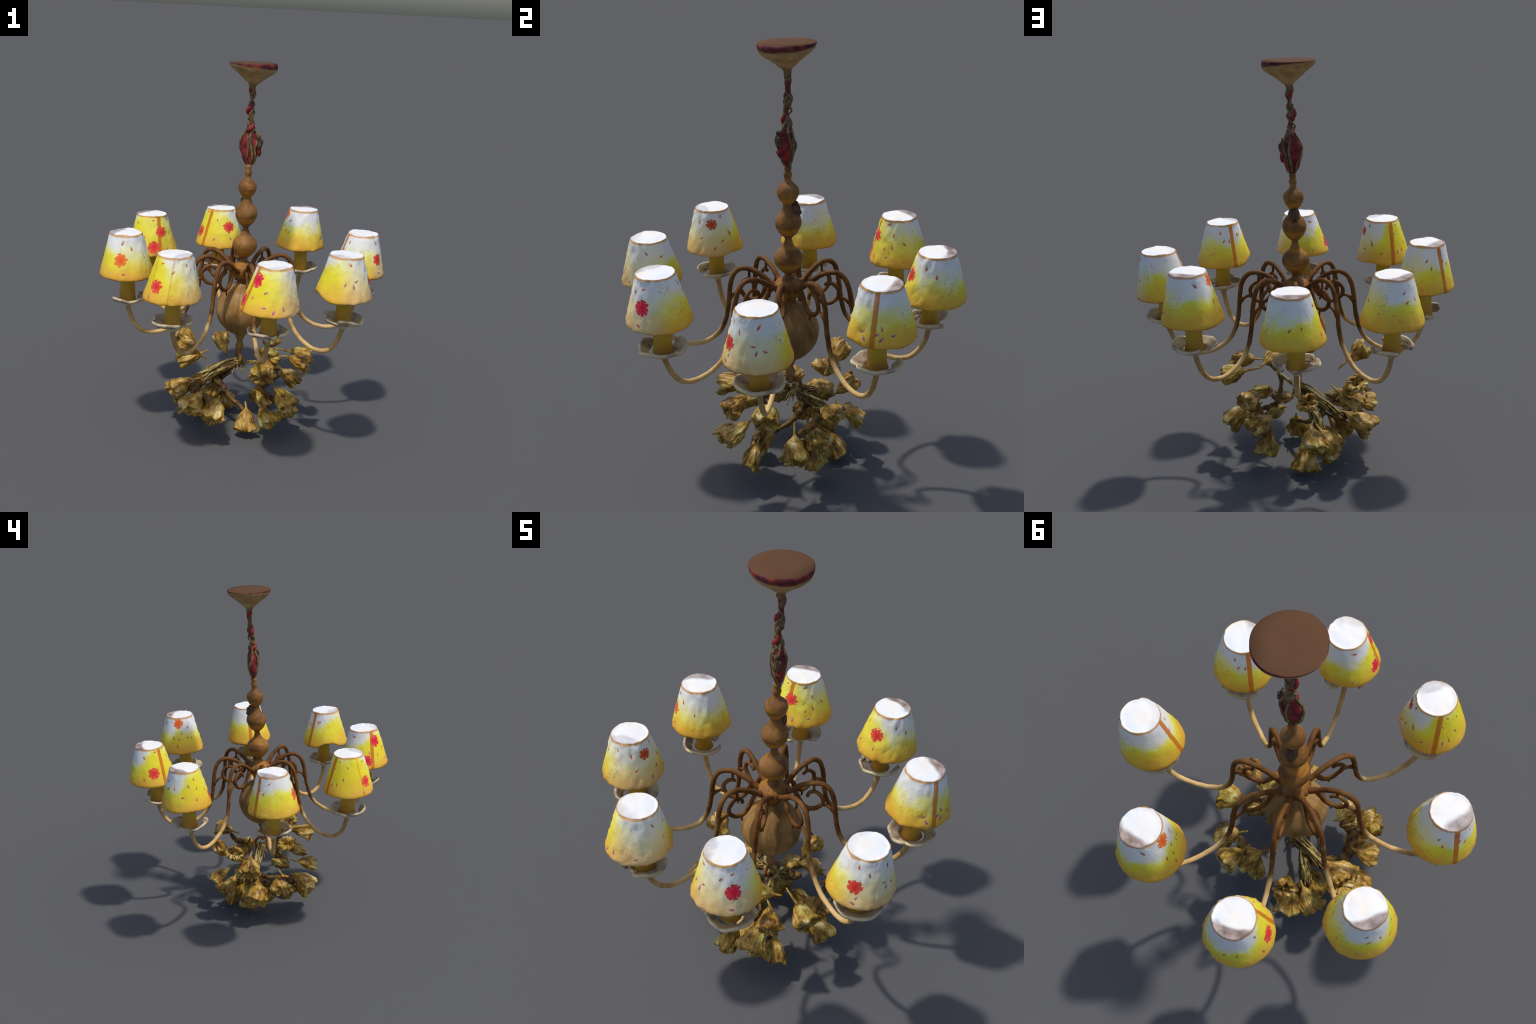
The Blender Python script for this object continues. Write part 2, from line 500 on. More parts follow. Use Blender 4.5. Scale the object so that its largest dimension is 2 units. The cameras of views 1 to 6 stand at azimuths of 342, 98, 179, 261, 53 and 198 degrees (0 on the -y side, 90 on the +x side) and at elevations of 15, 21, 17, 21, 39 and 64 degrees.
    # bound edges
    hem = g.step(g.math("ADD", hgt, g.math("MULTIPLY", g.math("SUBTRACT", n2, 0.5), 0.012)), 0.006, 0.016, 1.0, 0.0)
    col = g.mix(g.math("MULTIPLY", hem, 0.75), col, (0.50, 0.20, 0.03))
    top = g.step(g.math("ADD", hgt, g.math("MULTIPLY", g.math("SUBTRACT", n2, 0.5), 0.010)), SHADE_H - 0.013, SHADE_H - 0.004)
    col = g.mix(g.math("MULTIPLY", top, 0.8), col, (0.74, 0.34, 0.04))
    g.put(b.inputs["Base Color"], col)
    g.put(b.inputs["Normal"], g.bump(g.math("ADD", n2, g.noise(co, 70.0, 3.0, 0.6)), 0.25, 0.004))
    return m

# ------------------------------------------------------------------ the thing
AXIS = Vector((-0.013, 0.0, 0.0))
thing = bpy.data.objects.new("chandelier", None)
link(thing)
thing["label"] = "eight-arm antique brass chandelier with yellow floral shades and dried flowers"
thing["category"] = "chandelier"

M_BRASS = brass_material("aged_brass", (0.12, 0.050, 0.014), (0.235, 0.108, 0.030), (0.36, 0.185, 0.060), 15.0, 0.55, (0.38, 0.165, 0.022), [(1.312, 1.338), (1.165, 1.195), (0.992, 1.030), (0.872, 0.900)])
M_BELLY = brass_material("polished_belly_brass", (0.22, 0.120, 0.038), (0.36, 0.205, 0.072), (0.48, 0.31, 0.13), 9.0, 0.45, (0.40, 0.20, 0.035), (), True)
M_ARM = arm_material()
M_CUP = cup_material()
M_CANDLE = candle_material()
M_BLOSSOM = blossom_material()
M_STEM = stem_material()
M_STALK = plain_material("dark_dry_stalk", (0.045, 0.020, 0.008), (0.26, 0.145, 0.035), 34.0)
M_CANOPY = canopy_material()
M_RED = plain_material("wine_red_ribbon", (0.09, 0.012, 0.014), (0.33, 0.035, 0.035), 30.0)
M_OLIVE = plain_material("olive_cord", (0.10, 0.075, 0.025), (0.24, 0.20, 0.085), 40.0)
M_CORD = plain_material("brown_cord", (0.10, 0.050, 0.025), (0.27, 0.15, 0.085), 35.0)
M_DARK = plain_material("dark_knot", (0.050, 0.026, 0.018), (0.15, 0.085, 0.045), 30.0)

# ---- canopy (ceiling cup); the stem leans slightly towards it
CANOPY_AT = Vector((-0.005, 0.019, 2.0))
canopy_profile = [(0.0, 0.0), (0.06, 0.0), (0.1215, 0.0), (0.1240, -0.004), (0.1240, -0.018), (0.119, -0.033), (0.106, -0.045), (0.088, -0.058),
                  (0.073, -0.067), (0.064, -0.076), (0.052, -0.084), (0.043, -0.094), (0.034, -0.100), (0.025, -0.106), (0.0205, -0.113),
                  (0.0165, -0.118), (0.0175, -0.126), (0.015, -0.134), (0.0145, -0.142)]
def canopy_shape(r, z, a):
    w = 1 + 0.022 * nz(cos(a) * 1.6, sin(a) * 1.6, z * 9, 2) + 0.008 * nz(cos(a) * 6, sin(a) * 6, z * 20, 5)
    zz = z
    if z < -0.002:      # the ceiling cut slices the cup askew: deep band on one side, none on the other
        band = 0.002 + 0.012 * (1 + cos(a + radians(30))) + 0.003 * nz(cos(a) * 2, sin(a) * 2, 1, 8)
        zz = min(-0.0015, z + (0.018 - band) * min(1.0, r / 0.124) ** 0.7)
    return (r * w * cos(a), r * w * sin(a), zz)
v, f = lathe_geometry(canopy_profile, 64, canopy_shape)
mesh_object("canopy", v, f, M_CANOPY, thing, CANOPY_AT)

# ---- twisted cord and ribbon bundle between canopy and column
def stem_axis(z):
    k = (z - 0.95) / 1.05
    return Vector((lerp(-0.013, -0.005, k), lerp(0.0, 0.019, k), z))

def strand(phase, turns, z0, z1, off, r, seed, mat, name, n=70):
    path = []
    for i in range(n + 1):
        t = i / n
        z = lerp(z0, z1, t)
        a = phase + turns * 2 * pi * t
        o = (off(t) if callable(off) else off) * (1 + 0.35 * nz(t * 5, seed, 0.3, seed))
        path.append(stem_axis(z) + Vector((cos(a) * o + 0.004 * sin(t * 3 * pi), sin(a) * o - 0.006 * sin(t * 2 * pi), 0)))
    rr = r if callable(r) else (lambda t: r * (1 + 0.35 * nz(t * 7, seed * 2.3, 1.7, seed)))
    v, f = tube_geometry(path, rr, 10, 0.18, seed)
    return mesh_object(name, v, f, mat, thing)

swell = lambda t: 0.0085 - 0.003 * t + 0.0035 * sin(t * 15)
strand(0.3, 2.2, 1.640, 1.872, swell, lambda t: 0.0118 - 0.003 * t + 0.003 * sin(t * 16), 1.0, M_CORD, "twisted_cord")
strand(2.4, 2.2, 1.640, 1.872, swell, lambda t: 0.0118 - 0.003 * t + 0.003 * sin(t * 13 + 1), 2.0, M_RED, "twisted_ribbon")
strand(4.5, 2.2, 1.640, 1.872, swell, lambda t: 0.0100 - 0.003 * t, 3.0, M_CORD, "twisted_cord")
strand(5.4, -2.6, 1.600, 1.860, lambda t: 0.020 - 0.008 * t, 0.0034, 4.0, M_OLIVE, "winding_tendril")
strand(1.4, -1.8, 1.620, 1.800, lambda t: 0.021 - 0.008 * t, 0.0036, 6.0, M_OLIVE, "winding_tendril")

bundle_profile = [(1.472, 0.16), (1.482, 0.42), (1.500, 0.66), (1.520, 0.84), (1.545, 0.97), (1.575, 1.0), (1.600, 0.97), (1.620, 0.86), (1.640, 0.66), (1.655, 0.46), (1.672, 0.34), (1.690, 0.28)]
def bundle_radius(z, a, grow=1.0):
    s = sample(bundle_profile, z)
    b = a + radians(20)          # flat bundle, broad side turned
    e = 1.0 / sqrt((cos(b) / 0.056) ** 2 + (sin(b) / 0.027) ** 2)
    lobes = 1 + 0.10 * abs(sin(2.5 * a + 0.6)) + 0.16 * nz(cos(a) * 2, sin(a) * 2, z * 24, 12)
    return e * s * lobes * grow
v, f = [], []
rows, seg = 36, 48
prof = []
for i in range(rows + 1):
    prof.append((1.0, lerp(1.472, 1.69, i / rows)))
def bundle_shape(r, z, a):
    c = stem_axis(z)
    q = bundle_radius(z, a, 0.84)
    return (c.x + 0.004 + q * cos(a), c.y + q * sin(a), z)
v, f = lathe_geometry(prof, seg, bundle_shape)
mesh_object("ribbon_bundle", v, f, M_RED, thing)
for i, a0 in enumerate((0.5, 1.45, 2.7, 3.75, 4.6, 5.5)):
    path = []
    for k in range(26):
        z = lerp(1.478, 1.668, k / 25)
        a = a0 + 0.30 * sin(k * 0.22 + i * 1.7)
        c = stem_axis(z)
        q = bundle_radius(z, a, 0.93)
        path.append((c.x + 0.004 + q * cos(a), c.y + q * sin(a), z))
    v, f = tube_geometry(path, lambda t: 0.0048 * (0.7 + 0.6 * sin(pi * t)), 8, 0.25, i + 3)
    mesh_object("bundle_cord", v, f, M_OLIVE if i % 3 else M_CORD, thing)
v, f = merge([lump_geometry((0.036, -0.020, 1.592), (0.014, 0.015, 0.032), 3, 0.5), lump_geometry((0.028, -0.022, 1.620), (0.011, 0.011, 0.020), 4, 0.5)])
mesh_object("withered_pod", v, f, M_DARK, thing)
v, f = lump_geometry((0.036, -0.016, 1.546), (0.012, 0.013, 0.022), 9, 0.5)
mesh_object("withered_pod", v, f, M_RED, thing)
v, f = lump_geometry((-0.0124, 0.036, 1.268), (0.022, 0.026, 0.040), 17, 0.4)
mesh_object("withered_pod", v, f, M_DARK, thing)

# ---- turned column: balls, necks and hub
column_profile = [(0.0, 1.480), (0.016, 1.478), (0.0165, 1.462), (0.0135, 1.450), (0.0195, 1.440), (0.0185, 1.430), (0.0145, 1.421), (0.0165, 1.408),
    (0.024, 1.400), (0.032, 1.393), (0.0455, 1.380), (0.0490, 1.366), (0.0490, 1.352), (0.0440, 1.338), (0.0415, 1.332), (0.036, 1.320), (0.025, 1.309),
    (0.021, 1.302), (0.024, 1.294), (0.029, 1.276), (0.033, 1.267), (0.043, 1.258), (0.0545, 1.240), (0.0590, 1.220), (0.0580, 1.206), (0.052, 1.192), (0.0495, 1.186), (0.043, 1.172), (0.031, 1.159),
    (0.018, 1.149), (0.0155, 1.140), (0.0165, 1.131), (0.0215, 1.117), (0.0275, 1.104), (0.037, 1.095), (0.052, 1.082), (0.0615, 1.068), (0.0655, 1.050), (0.0645, 1.035), (0.060, 1.020), (0.050, 1.005),
    (0.035, 0.990), (0.021, 0.978), (0.0175, 0.970), (0.0205, 0.961), (0.028, 0.953), (0.044, 0.942), (0.058, 0.932), (0.065, 0.922), (0.066, 0.906), (0.062, 0.890), (0.052, 0.874), (0.040, 0.858), (0.032, 0.848), (0.034, 0.838), (0.030, 0.826), (0.0, 0.826)]
def column_shape(r, z, a):
    c = stem_axis(z)
    w = 1 + 0.035 * nz(cos(a) * 1.5, sin(a) * 1.5, z * 22, 7)
    if 0.865 < z < 0.945:      # fluted hub
        w *= 1 + 0.045 * cos(16 * a)
    for zb in (1.335, 1.190, 1.022):   # beaded lower halves of the balls
        w *= 1 + 0.018 * cos(20 * a) * max(0.0, 1 - abs(z - zb) / 0.016)
    return (c.x + r * w * cos(a), c.y + r * w * sin(a), z)
v, f = lathe_geometry(column_profile, 64, column_shape)
mesh_object("turned_column", v, f, M_BRASS, thing)

belly_profile = [(0.0, 0.840), (0.034, 0.838), (0.040, 0.830), (0.056, 0.820), (0.082, 0.800), (0.102, 0.772), (0.117, 0.742), (0.126, 0.712), (0.1290, 0.690), (0.1265, 0.664),
    (0.118, 0.636), (0.104, 0.610), (0.086, 0.586), (0.064, 0.564), (0.040, 0.550), (0.030, 0.541), (0.0255, 0.530), (0.0175, 0.512), (0.0155, 0.500), (0.0195, 0.488), (0.0235, 0.474), (0.0195, 0.461), (0.0125, 0.450), (0.0115, 0.438), (0.0115, 0.424), (0.0, 0.422)]
dense = spline(belly_profile[1:-1], 3)
def belly_shape(r, z, a):
    w = 1 + 0.012 * nz(cos(a) * 1.8, sin(a) * 1.8, z * 9, 21) + 0.010 * cos(14 * a) * smooth01((r - 0.05) / 0.05)
    w *= 1 + 0.07 * smooth01((r - 0.04) / 0.05)
    return (AXIS.x - 0.004 + r * w * cos(a), AXIS.y - 0.004 + r * w * sin(a), z)
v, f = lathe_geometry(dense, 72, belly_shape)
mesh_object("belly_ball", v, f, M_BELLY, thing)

ring = [(-0.017, 0.004 + 0.040 * sin(2 * pi * k / 28), 0.405 + 0.038 * cos(2 * pi * k / 28)) for k in range(28)]
v, f = tube_geometry(ring, 0.0085, 10, 0.12, 5, closed=True)
mesh_object("hanging_ring", v, f, M_BRASS, thing)

# ---- lamps: shade axis and shade top height, clockwise around the hub
LAMPS = {
    "A": (-0.058, -0.648, 1.118), "B": (-0.487, -0.434, 1.128), "C": (-0.645, 0.034, 1.122), "D": (-0.422, 0.491, 1.114),
    "E": (0.031, 0.657, 1.105), "F": (0.473, 0.427, 1.139), "G": (0.652, -0.043, 1.103), "H": (0.359, -0.511, 1.118)}
# printed decoration: stripe (azimuth, slant, half width, strength), flower (azimuth, height, radius, hue),
# leaf (azimuth, height, turn, size, hull), sketch (azimuth, height, half width, half height)
S = 0.0105
DECOR = {
 "A": dict(stripes=[(-172, 0.10, S, 0.95)], flowers=[(-155, 0.176, 0.031, "crimson"), (172, 0.068, 0.030, "crimson")],
    leaves=[(-156, 0.097, 90, 0.013, "green"), (-126, 0.127, 30, 0.014, "green"), (-127, 0.060, 180, 0.013, "blue"), (-107, 0.043, 60, 0.014, "blue"), (-87, 0.056, 100, 0.013, "blue"),
            (180, 0.111, 100, 0.012, "green"), (6, 0.185, 120, 0.011, "blue"), (48, 0.166, 20, 0.011, "none"), (119, 0.050, 60, 0.011, "green"), (125, 0.198, 170, 0.014, "none"), (-40, 0.05, 30, 0.012, "blue")],
    sketches=[(-55, 0.10, 0.045, 0.06), (30, 0.07, 0.04, 0.05)], glow=[(-120, 0.40)], pale=[(-25, 0.85)], seed=1.0),
 "B": dict(stripes=[(109, 0.06, S, 0.95), (-160, -0.06, 0.005, 0.40), (-112, 0.10, 0.005, 0.35)], flowers=[(-145, 0.097, 0.030, "red"), (8, 0.170, 0.026, "brown")],
    leaves=[(-160, 0.042, 120, 0.012, "green"), (-139, 0.204, 20, 0.012, "none"), (-106, 0.167, 40, 0.013, "green"), (-30, 0.175, 100, 0.013, "none"), (-20, 0.103, 40, 0.012, "none"), (14, 0.055, 60, 0.013, "none"), (34, 0.088, 30, 0.012, "none"),
            (37, 0.208, 80, 0.013, "none"), (55, 0.12, 110, 0.018, "none"), (82, 0.073, 40, 0.011, "none"), (119, 0.171, 120, 0.011, "green"), (121, 0.079, 80, 0.014, "green"), (132, 0.209, 140, 0.011, "green"), (134, 0.084, 90, 0.012, "none"), (150, 0.117, 120, 0.013, "green"), (162, 0.181, 115, 0.011, "green"), (-66, 0.20, 90, 0.012, "green")],
    sketches=[(-66, 0.095, 0.035, 0.055), (-110, 0.055, 0.05, 0.022), (-30, 0.07, 0.03, 0.03)], glow=[(155, 0.42), (-120, 0.15)], pale=[(-20, 0.6)], seed=2.3),
 "C": dict(stripes=[(120, -0.02, S, 0.95)], flowers=[(-112, 0.112, 0.033, "orange")],
    leaves=[(-109, 0.196, 70, 0.015, "green"), (-103, 0.043, 15, 0.014, "none"), (-83, 0.169, 110, 0.014, "green"), (-46, 0.125, 80, 0.012, "green"), (80, 0.168, 60, 0.012, "none"), (91, 0.134, 90, 0.012, "none"), (126, 0.160, 70, 0.012, "none"), (140, 0.144, 60, 0.013, "green"), (158, 0.199, 40, 0.012, "none")],
    sketches=[(32, 0.12, 0.05, 0.05), (165, 0.06, 0.05, 0.045), (70, 0.05, 0.05, 0.04)], glow=[(-150, 0.06)], pale=[], seed=3.1),
 "D": dict(stripes=[(-78, 0.06, S, 0.95)], flowers=[(-94, 0.066, 0.033, "red"), (-70, 0.147, 0.029, "red")],
    leaves=[(-176, 0.158, 110, 0.012, "blue"), (-156, 0.082, 80, 0.014, "none"), (-155, 0.192, 100, 0.012, "green"), (-150, 0.140, 70, 0.011, "none"), (-95, 0.211, 10, 0.012, "none"), (-60, 0.051, 80, 0.013, "blue"), (-33, 0.101, 60, 0.011, "none"), (-32, 0.211, 30, 0.014, "none"), (-26, 0.063, 30, 0.012, "blue"),
            (-15, 0.107, 100, 0.011, "none"), (-14, 0.166, 80, 0.012, "none"), (12, 0.128, 140, 0.013, "none"), (110, 0.177, 40, 0.012, "green"), (115, 0.136, 30, 0.014, "green"), (140, 0.144, 90, 0.012, "none"), (167, 0.098, 10, 0.014, "none"), (-120, 0.12, 60, 0.012, "green")],
    sketches=[(57, 0.12, 0.045, 0.055), (85, 0.07, 0.04, 0.03)], glow=[(-120, 0.40), (-20, 0.18)], pale=[], seed=4.7),
 "E": dict(stripes=[(-147, 0.05, S, 0.95)], flowers=[(-174, 0.095, 0.032, "red"), (-79, 0.138, 0.032, "red")],
    leaves=[(-160, 0.215, 20, 0.012, "none"), (-139, 0.217, 80, 0.011, "none"), (-120, 0.068, 45, 0.014, "green"), (-116, 0.176, 110, 0.011, "none"), (-78, 0.072, 80, 0.014, "green"), (-31, 0.185, 80, 0.012, "none"), (-3, 0.155, 90, 0.012, "none"), (85, 0.106, 50, 0.013, "none"), (110, 0.112, 70, 0.011, "none"), (157, 0.188, 110, 0.013, "none"), (158, 0.064, 110, 0.013, "none")],
    sketches=[(33, 0.11, 0.05, 0.06), (70, 0.19, 0.03, 0.015), (0, 0.08, 0.03, 0.025)], glow=[(-130, 0.40)], pale=[], seed=5.2),
 "F": dict(stripes=[(-15, 0.05, S, 0.85)], flowers=[(169, 0.200, 0.029, "orange")],
    leaves=[(-164, 0.114, 60, 0.012, "green"), (-157, 0.173, 40, 0.013, "green"), (-153, 0.106, 50, 0.011, "green"), (-38, 0.070, 30, 0.013, "blue"), (-33, 0.045, 120, 0.014, "blue"), (-9, 0.065, 20, 0.013, "blue"), (0, 0.047, 40, 0.015, "blue"), (1, 0.089, 100, 0.012, "none"), (23, 0.061, 10, 0.012, "blue"), (111, 0.195, 130, 0.016, "green"), (154, 0.113, 80, 0.013, "none"), (165, 0.066, 80, 0.014, "none"), (170, 0.105, 100, 0.012, "none"), (179, 0.139, 60, 0.011, "green")],
    sketches=[(-72, 0.10, 0.055, 0.055), (60, 0.115, 0.05, 0.05)], glow=[(100, 0.02)], pale=[], seed=6.6),
 "G": dict(stripes=[(178, 0.02, S, 0.95)], flowers=[(-65, 0.109, 0.031, "red")],
    leaves=[(-175, 0.150, 60, 0.011, "none"), (-160, 0.193, 80, 0.011, "none"), (-64, 0.036, 160, 0.013, "blue"), (-63, 0.197, 90, 0.013, "none"), (-36, 0.165, 100, 0.012, "green"), (-2, 0.120, 170, 0.012, "none"), (5, 0.092, 70, 0.013, "blue"), (13, 0.193, 50, 0.014, "none"), (23, 0.097, 150, 0.012, "none"), (-59, 0.06, 60, 0.011, "blue")],
    sketches=[(69, 0.14, 0.045, 0.07), (-106, 0.178, 0.04, 0.035), (-110, 0.06, 0.045, 0.03)], glow=[(-75, 0.05)], pale=[(-15, 0.8)], seed=7.4),
 "H": dict(stripes=[(119, 0.03, S, 0.95)], flowers=[(-20, 0.118, 0.032, "crimson")],
    leaves=[(-111, 0.109, 70, 0.012, "blue"), (-99, 0.203, 130, 0.014, "green"), (-91, 0.10, 90, 0.014, "blue"), (-83, 0.125, 30, 0.013, "green"), (-45, 0.174, 60, 0.012, "none"), (-26, 0.043, 160, 0.015, "blue"), (-17, 0.192, 20, 0.012, "none"), (84, 0.195, 110, 0.013, "none"), (95, 0.153, 60, 0.012, "none"), (110, 0.150, 90, 0.012, "none"), (140, 0.176, 80, 0.012, "none"), (147, 0.177, 70, 0.012, "none")],
    sketches=[(-157, 0.17, 0.05, 0.05), (-176, 0.15, 0.04, 0.05), (32, 0.19, 0.03, 0.03), (60, 0.09, 0.045, 0.045)], glow=[(-120, 0.22)], pale=[(-45, 0.85)], seed=8.8),
}
# drip pan: surviving pieces (start azimuth, end azimuth, inner radius, outer radius)
PANS = {
    "A": [(150, 256, 0.068, 0.104), (-65, 70, 0.040, 0.100), (254, 292, 0.040, 0.070)],
    "B": [(172, 284, 0.066, 0.106), (-42, 160, 0.040, 0.104)],
    "C": [(-165, 35, 0.062, 0.104), (85, 112, 0.060, 0.100)],
    "D": [(5, 100, 0.040, 0.106), (182, 292, 0.066, 0.106)],
    "E": [(118, 205, 0.040, 0.106), (205, 404, 0.066, 0.104)],
    "F": [(155, 300, 0.040, 0.106), (296, 470, 0.058, 0.106)],
    "G": [(0, 360, 0.040, 0.104)],
    "H": [(-130, 60, 0.062, 0.106), (50, 150, 0.040, 0.106), (170, 235, 0.064, 0.104)],
}
LINING_SHADOW = {"A": (-100, 0.25), "B": (-60, 0.35), "C": (150, 0.75), "D": (120, 0.85), "E": (95, 0.9), "F": (75, 0.9), "G": (200, 0.15), "H": (-120, 0.4)}
# how far each lamp leans: foot of candle and pan, and hem of the shade, relative to the shade top
FOOT = {"A": (-0.013, 0.009, 0.003), "B": (-0.004, 0.008, -0.008), "C": (0.014, 0.003, -0.016), "D": (0.005, -0.011, -0.009),
        "E": (-0.018, -0.026, 0.004), "F": (-0.010, -0.018, -0.020), "G": (-0.020, -0.004, -0.003), "H": (0.010, 0.010, -0.007)}
SLACK = {"C": -0.018, "G": -0.018}     # arms whose outward sweep starts nearer the hub
HEM = {"A": (-0.015, -0.002, 0.017), "B": (-0.010, 0.003, 0.013), "C": (0.008, -0.001, 0.009), "D": (0.006, -0.001, 0.0125),
       "E": (-0.0065, -0.0105, 0.014), "F": (-0.013, 0.002, 0.008), "G": (-0.018, -0.006, 0.002), "H": (0.000, 0.004, 0.011)}
groups = {"flower": flower_group(), "leaf": leaf_group(), "stripe": stripe_group(), "sketch": sketch_group()}

ARM_PROFILE = [(0.045, 0.905), (0.085, 0.925), (0.125, 0.957), (0.175, 0.982), (0.222, 0.983), (0.256, 0.954), (0.275, 0.900), (0.285, 0.830), (0.295, 0.762), (0.316, 0.695),
               (0.358, 0.637), (0.425, 0.596), (0.500, 0.584), (0.562, 0.603), (0.606, 0.652), (0.630, 0.710), (0.640, 0.750)]
SCROLL = [(0.098, 0.918), (0.112, 0.893), (0.130, 0.857), (0.160, 0.836), (0.196, 0.841), (0.222, 0.868), (0.226, 0.897), (0.210, 0.922), (0.186, 0.935), (0.162, 0.922), (0.156, 0.902)]
SCROLL_KEEP = {"A": 1.0, "B": 0.86, "C": 0.95, "D": 1.0, "E": 0.9, "F": 1.0, "G": 0.8, "H": 1.0}
BRIDGE = {"A": True, "B": True, "C": True, "D": True, "E": True, "F": True, "G": True, "H": True}

def pan_piece(a0, a1, r0, r1, seed):
    """swept drip-pan fragment with a thick rolled rim and ragged tapered ends"""
    full = a1 - a0 >= 359
    n = max(10, int((a1 - a0) / 5))
    verts, faces = [], []
    for i in range(n + (0 if full else 1)):
        t = i / n
        a = radians(lerp(a0, a1, t))
        end = 1.0 if full else smooth01(min(t, 1 - t) * 7 + 0.25)
        wob = nz(cos(a) * 2.1, sin(a) * 2.1, 0.4, seed)
        ro = r1 * (1 + 0.05 * wob) - (1 - end) * 0.016
        ri = r0 + (1 - end) * 0.010 + 0.003 * nz(cos(a) * 4, sin(a) * 4, 2.0, seed)
        if ri > ro - 0.012:
            ri = ro - 0.012
        lift = 0.015 * nz(cos(a) * 1.3, sin(a) * 1.3, 3.0, seed)
        zi = (ri - 0.04) * 0.25
        zo = (ro - 0.04) * 0.36 + lift
        zm = lerp(zi, zo, 0.6) - 0.004
        rm = lerp(ri, ro, 0.6)
        th = 0.0046
        loop = [(ri, zi + th), (rm, zm + th), (ro - 0.013, zo + 0.0065), (ro - 0.005, zo + 0.0095), (ro, zo + 0.002), (ro - 0.003, zo - 0.007), (ro - 0.013, zo - 0.0085), (rm, zm - th), (ri, zi - th)]
        for r, z in loop:
            verts.append((r * cos(a), r * sin(a), z))
    m = 9
    rows = n + (0 if full else 1)
    for i in range(rows if full else rows - 1):
        j = (i + 1) % rows
        for k in range(m):
            l = (k + 1) % m
            faces.append((i * m + k, j * m + k, j * m + l, i * m + l))
    if not full:
        faces.append(tuple(range(m)))
        faces.append(tuple((rows - 1) * m + k for k in range(m - 1, -1, -1)))
    return verts, faces

def shade_surface(key, seed):
    """outer shell with dents, rounded hem and hollow inside; plus the white dished opening"""
    seg = 72
    hs = [0.0, 0.004, 0.012, 0.024, 0.045, 0.065, 0.085, 0.105, 0.125, 0.145, 0.165, 0.185, 0.203, 0.217, 0.226, 0.231]
    def rim(a):
        drop = 0.0065 * nz(cos(a) * 1.4, sin(a) * 1.4, 5.0, seed) + 0.0035 * nz(cos(a) * 5, sin(a) * 5, 2.0, seed)
        if key == "H":     # scorched bite out of the hem on the inner side
            d = abs((a - radians(178) + pi) % (2 * pi) - pi)
            drop += 0.034 * smooth01(1.25 - d / 0.55)
        if key == "B":
            d = abs((a - radians(55) + pi) % (2 * pi) - pi)
            drop += 0.010 * smooth01(1.2 - d / 0.4)
        return drop
    def crest(a):
        return 0.005 * nz(cos(a) * 1.2, sin(a) * 1.2, 9.0, seed) + 0.0025 * nz(cos(a) * 4, sin(a) * 4, 7.0, seed)
    def radius(h, a):
        r = lerp(R_BOTTOM, R_TOP, h / SHADE_H)
        if h < 0.012:
            r -= 0.006 * (1 - h / 0.012) ** 2
        r *= 1 + 0.022 * nz(cos(a) * 1.1, sin(a) * 1.1, h * 6, seed + 3)
        rough_side = 0.35 + 0.65 * smooth01(0.5 + 0.9 * cos(a - radians(-35)))
        x, y = cos(a) * r, sin(a) * r
        r += 0.0060 * rough_side * nz(x * 42, y * 42, h * 42, seed + 5)
        r += 0.0032 * rough_side * nz(x * 95, y * 95, h * 95, seed + 6)
        return r
    verts, faces = [], []
    def hh(h, a):
        t = h / SHADE_H
        return h + rim(a) * (1 - t) ** 2 + crest(a) * t ** 3
    rows = []
    for h in hs:
        rows.append([(radius(h, a) * cos(a), radius(h, a) * sin(a), hh(h, a)) for a in (2 * pi * k / seg for k in range(seg))])
    outer = len(rows)
    inner = []
    for h in (0.002, 0.05, 0.10, 0.15, 0.185):
        inner.append([((radius(h, a) - 0.006) * cos(a), (radius(h, a) - 0.006) * sin(a), hh(h, a) - 0.001) for a in (2 * pi * k / seg for k in range(seg))])
    grid = list(reversed(inner)) + rows
    for row in grid:
        verts += row
    for i in range(len(grid) - 1):
        for k in range(seg):
            m = (k + 1) % seg
            faces.append((i * seg + k, i * seg + m, (i + 1) * seg + m, (i + 1) * seg + k))
    faces.append(tuple(range(seg - 1, -1, -1)))
    # dished opening
    cv, cf = [], []
    top = [(radius(0.231, a), hh(0.231, a), a) for a in (2 * pi * k / seg for k in range(seg))]
    levels = [(1.0, 0.0), (0.985, 0.0022), (0.955, 0.0030), (0.90, 0.0008), (0.75, 0.0008), (0.55, 0.0014), (0.3, 0.0018), (0.08, 0.0018)]
    for s, dz in levels:
        for r, z, a in top:
            zc = lerp(SHADE_H + 0.002, z, smooth01(s) ** 4)
            dent = 0.003 * nz(cos(a) * s * 2, sin(a) * s * 2, 1.0, seed + 8) if s < 0.95 else 0.0
            cv.append((r * s * cos(a), r * s * sin(a), zc + dz + dent))
    for i in range(len(levels) - 1):
        for k in range(seg):
            m = (k + 1) % seg
            cf.append((i * seg + k, i * seg + m, (i + 1) * seg + m, (i + 1) * seg + k))
    cf.append(tuple((len(levels) - 1) * seg + k for k in range(seg)))
    return (verts, faces), (cv, cf)

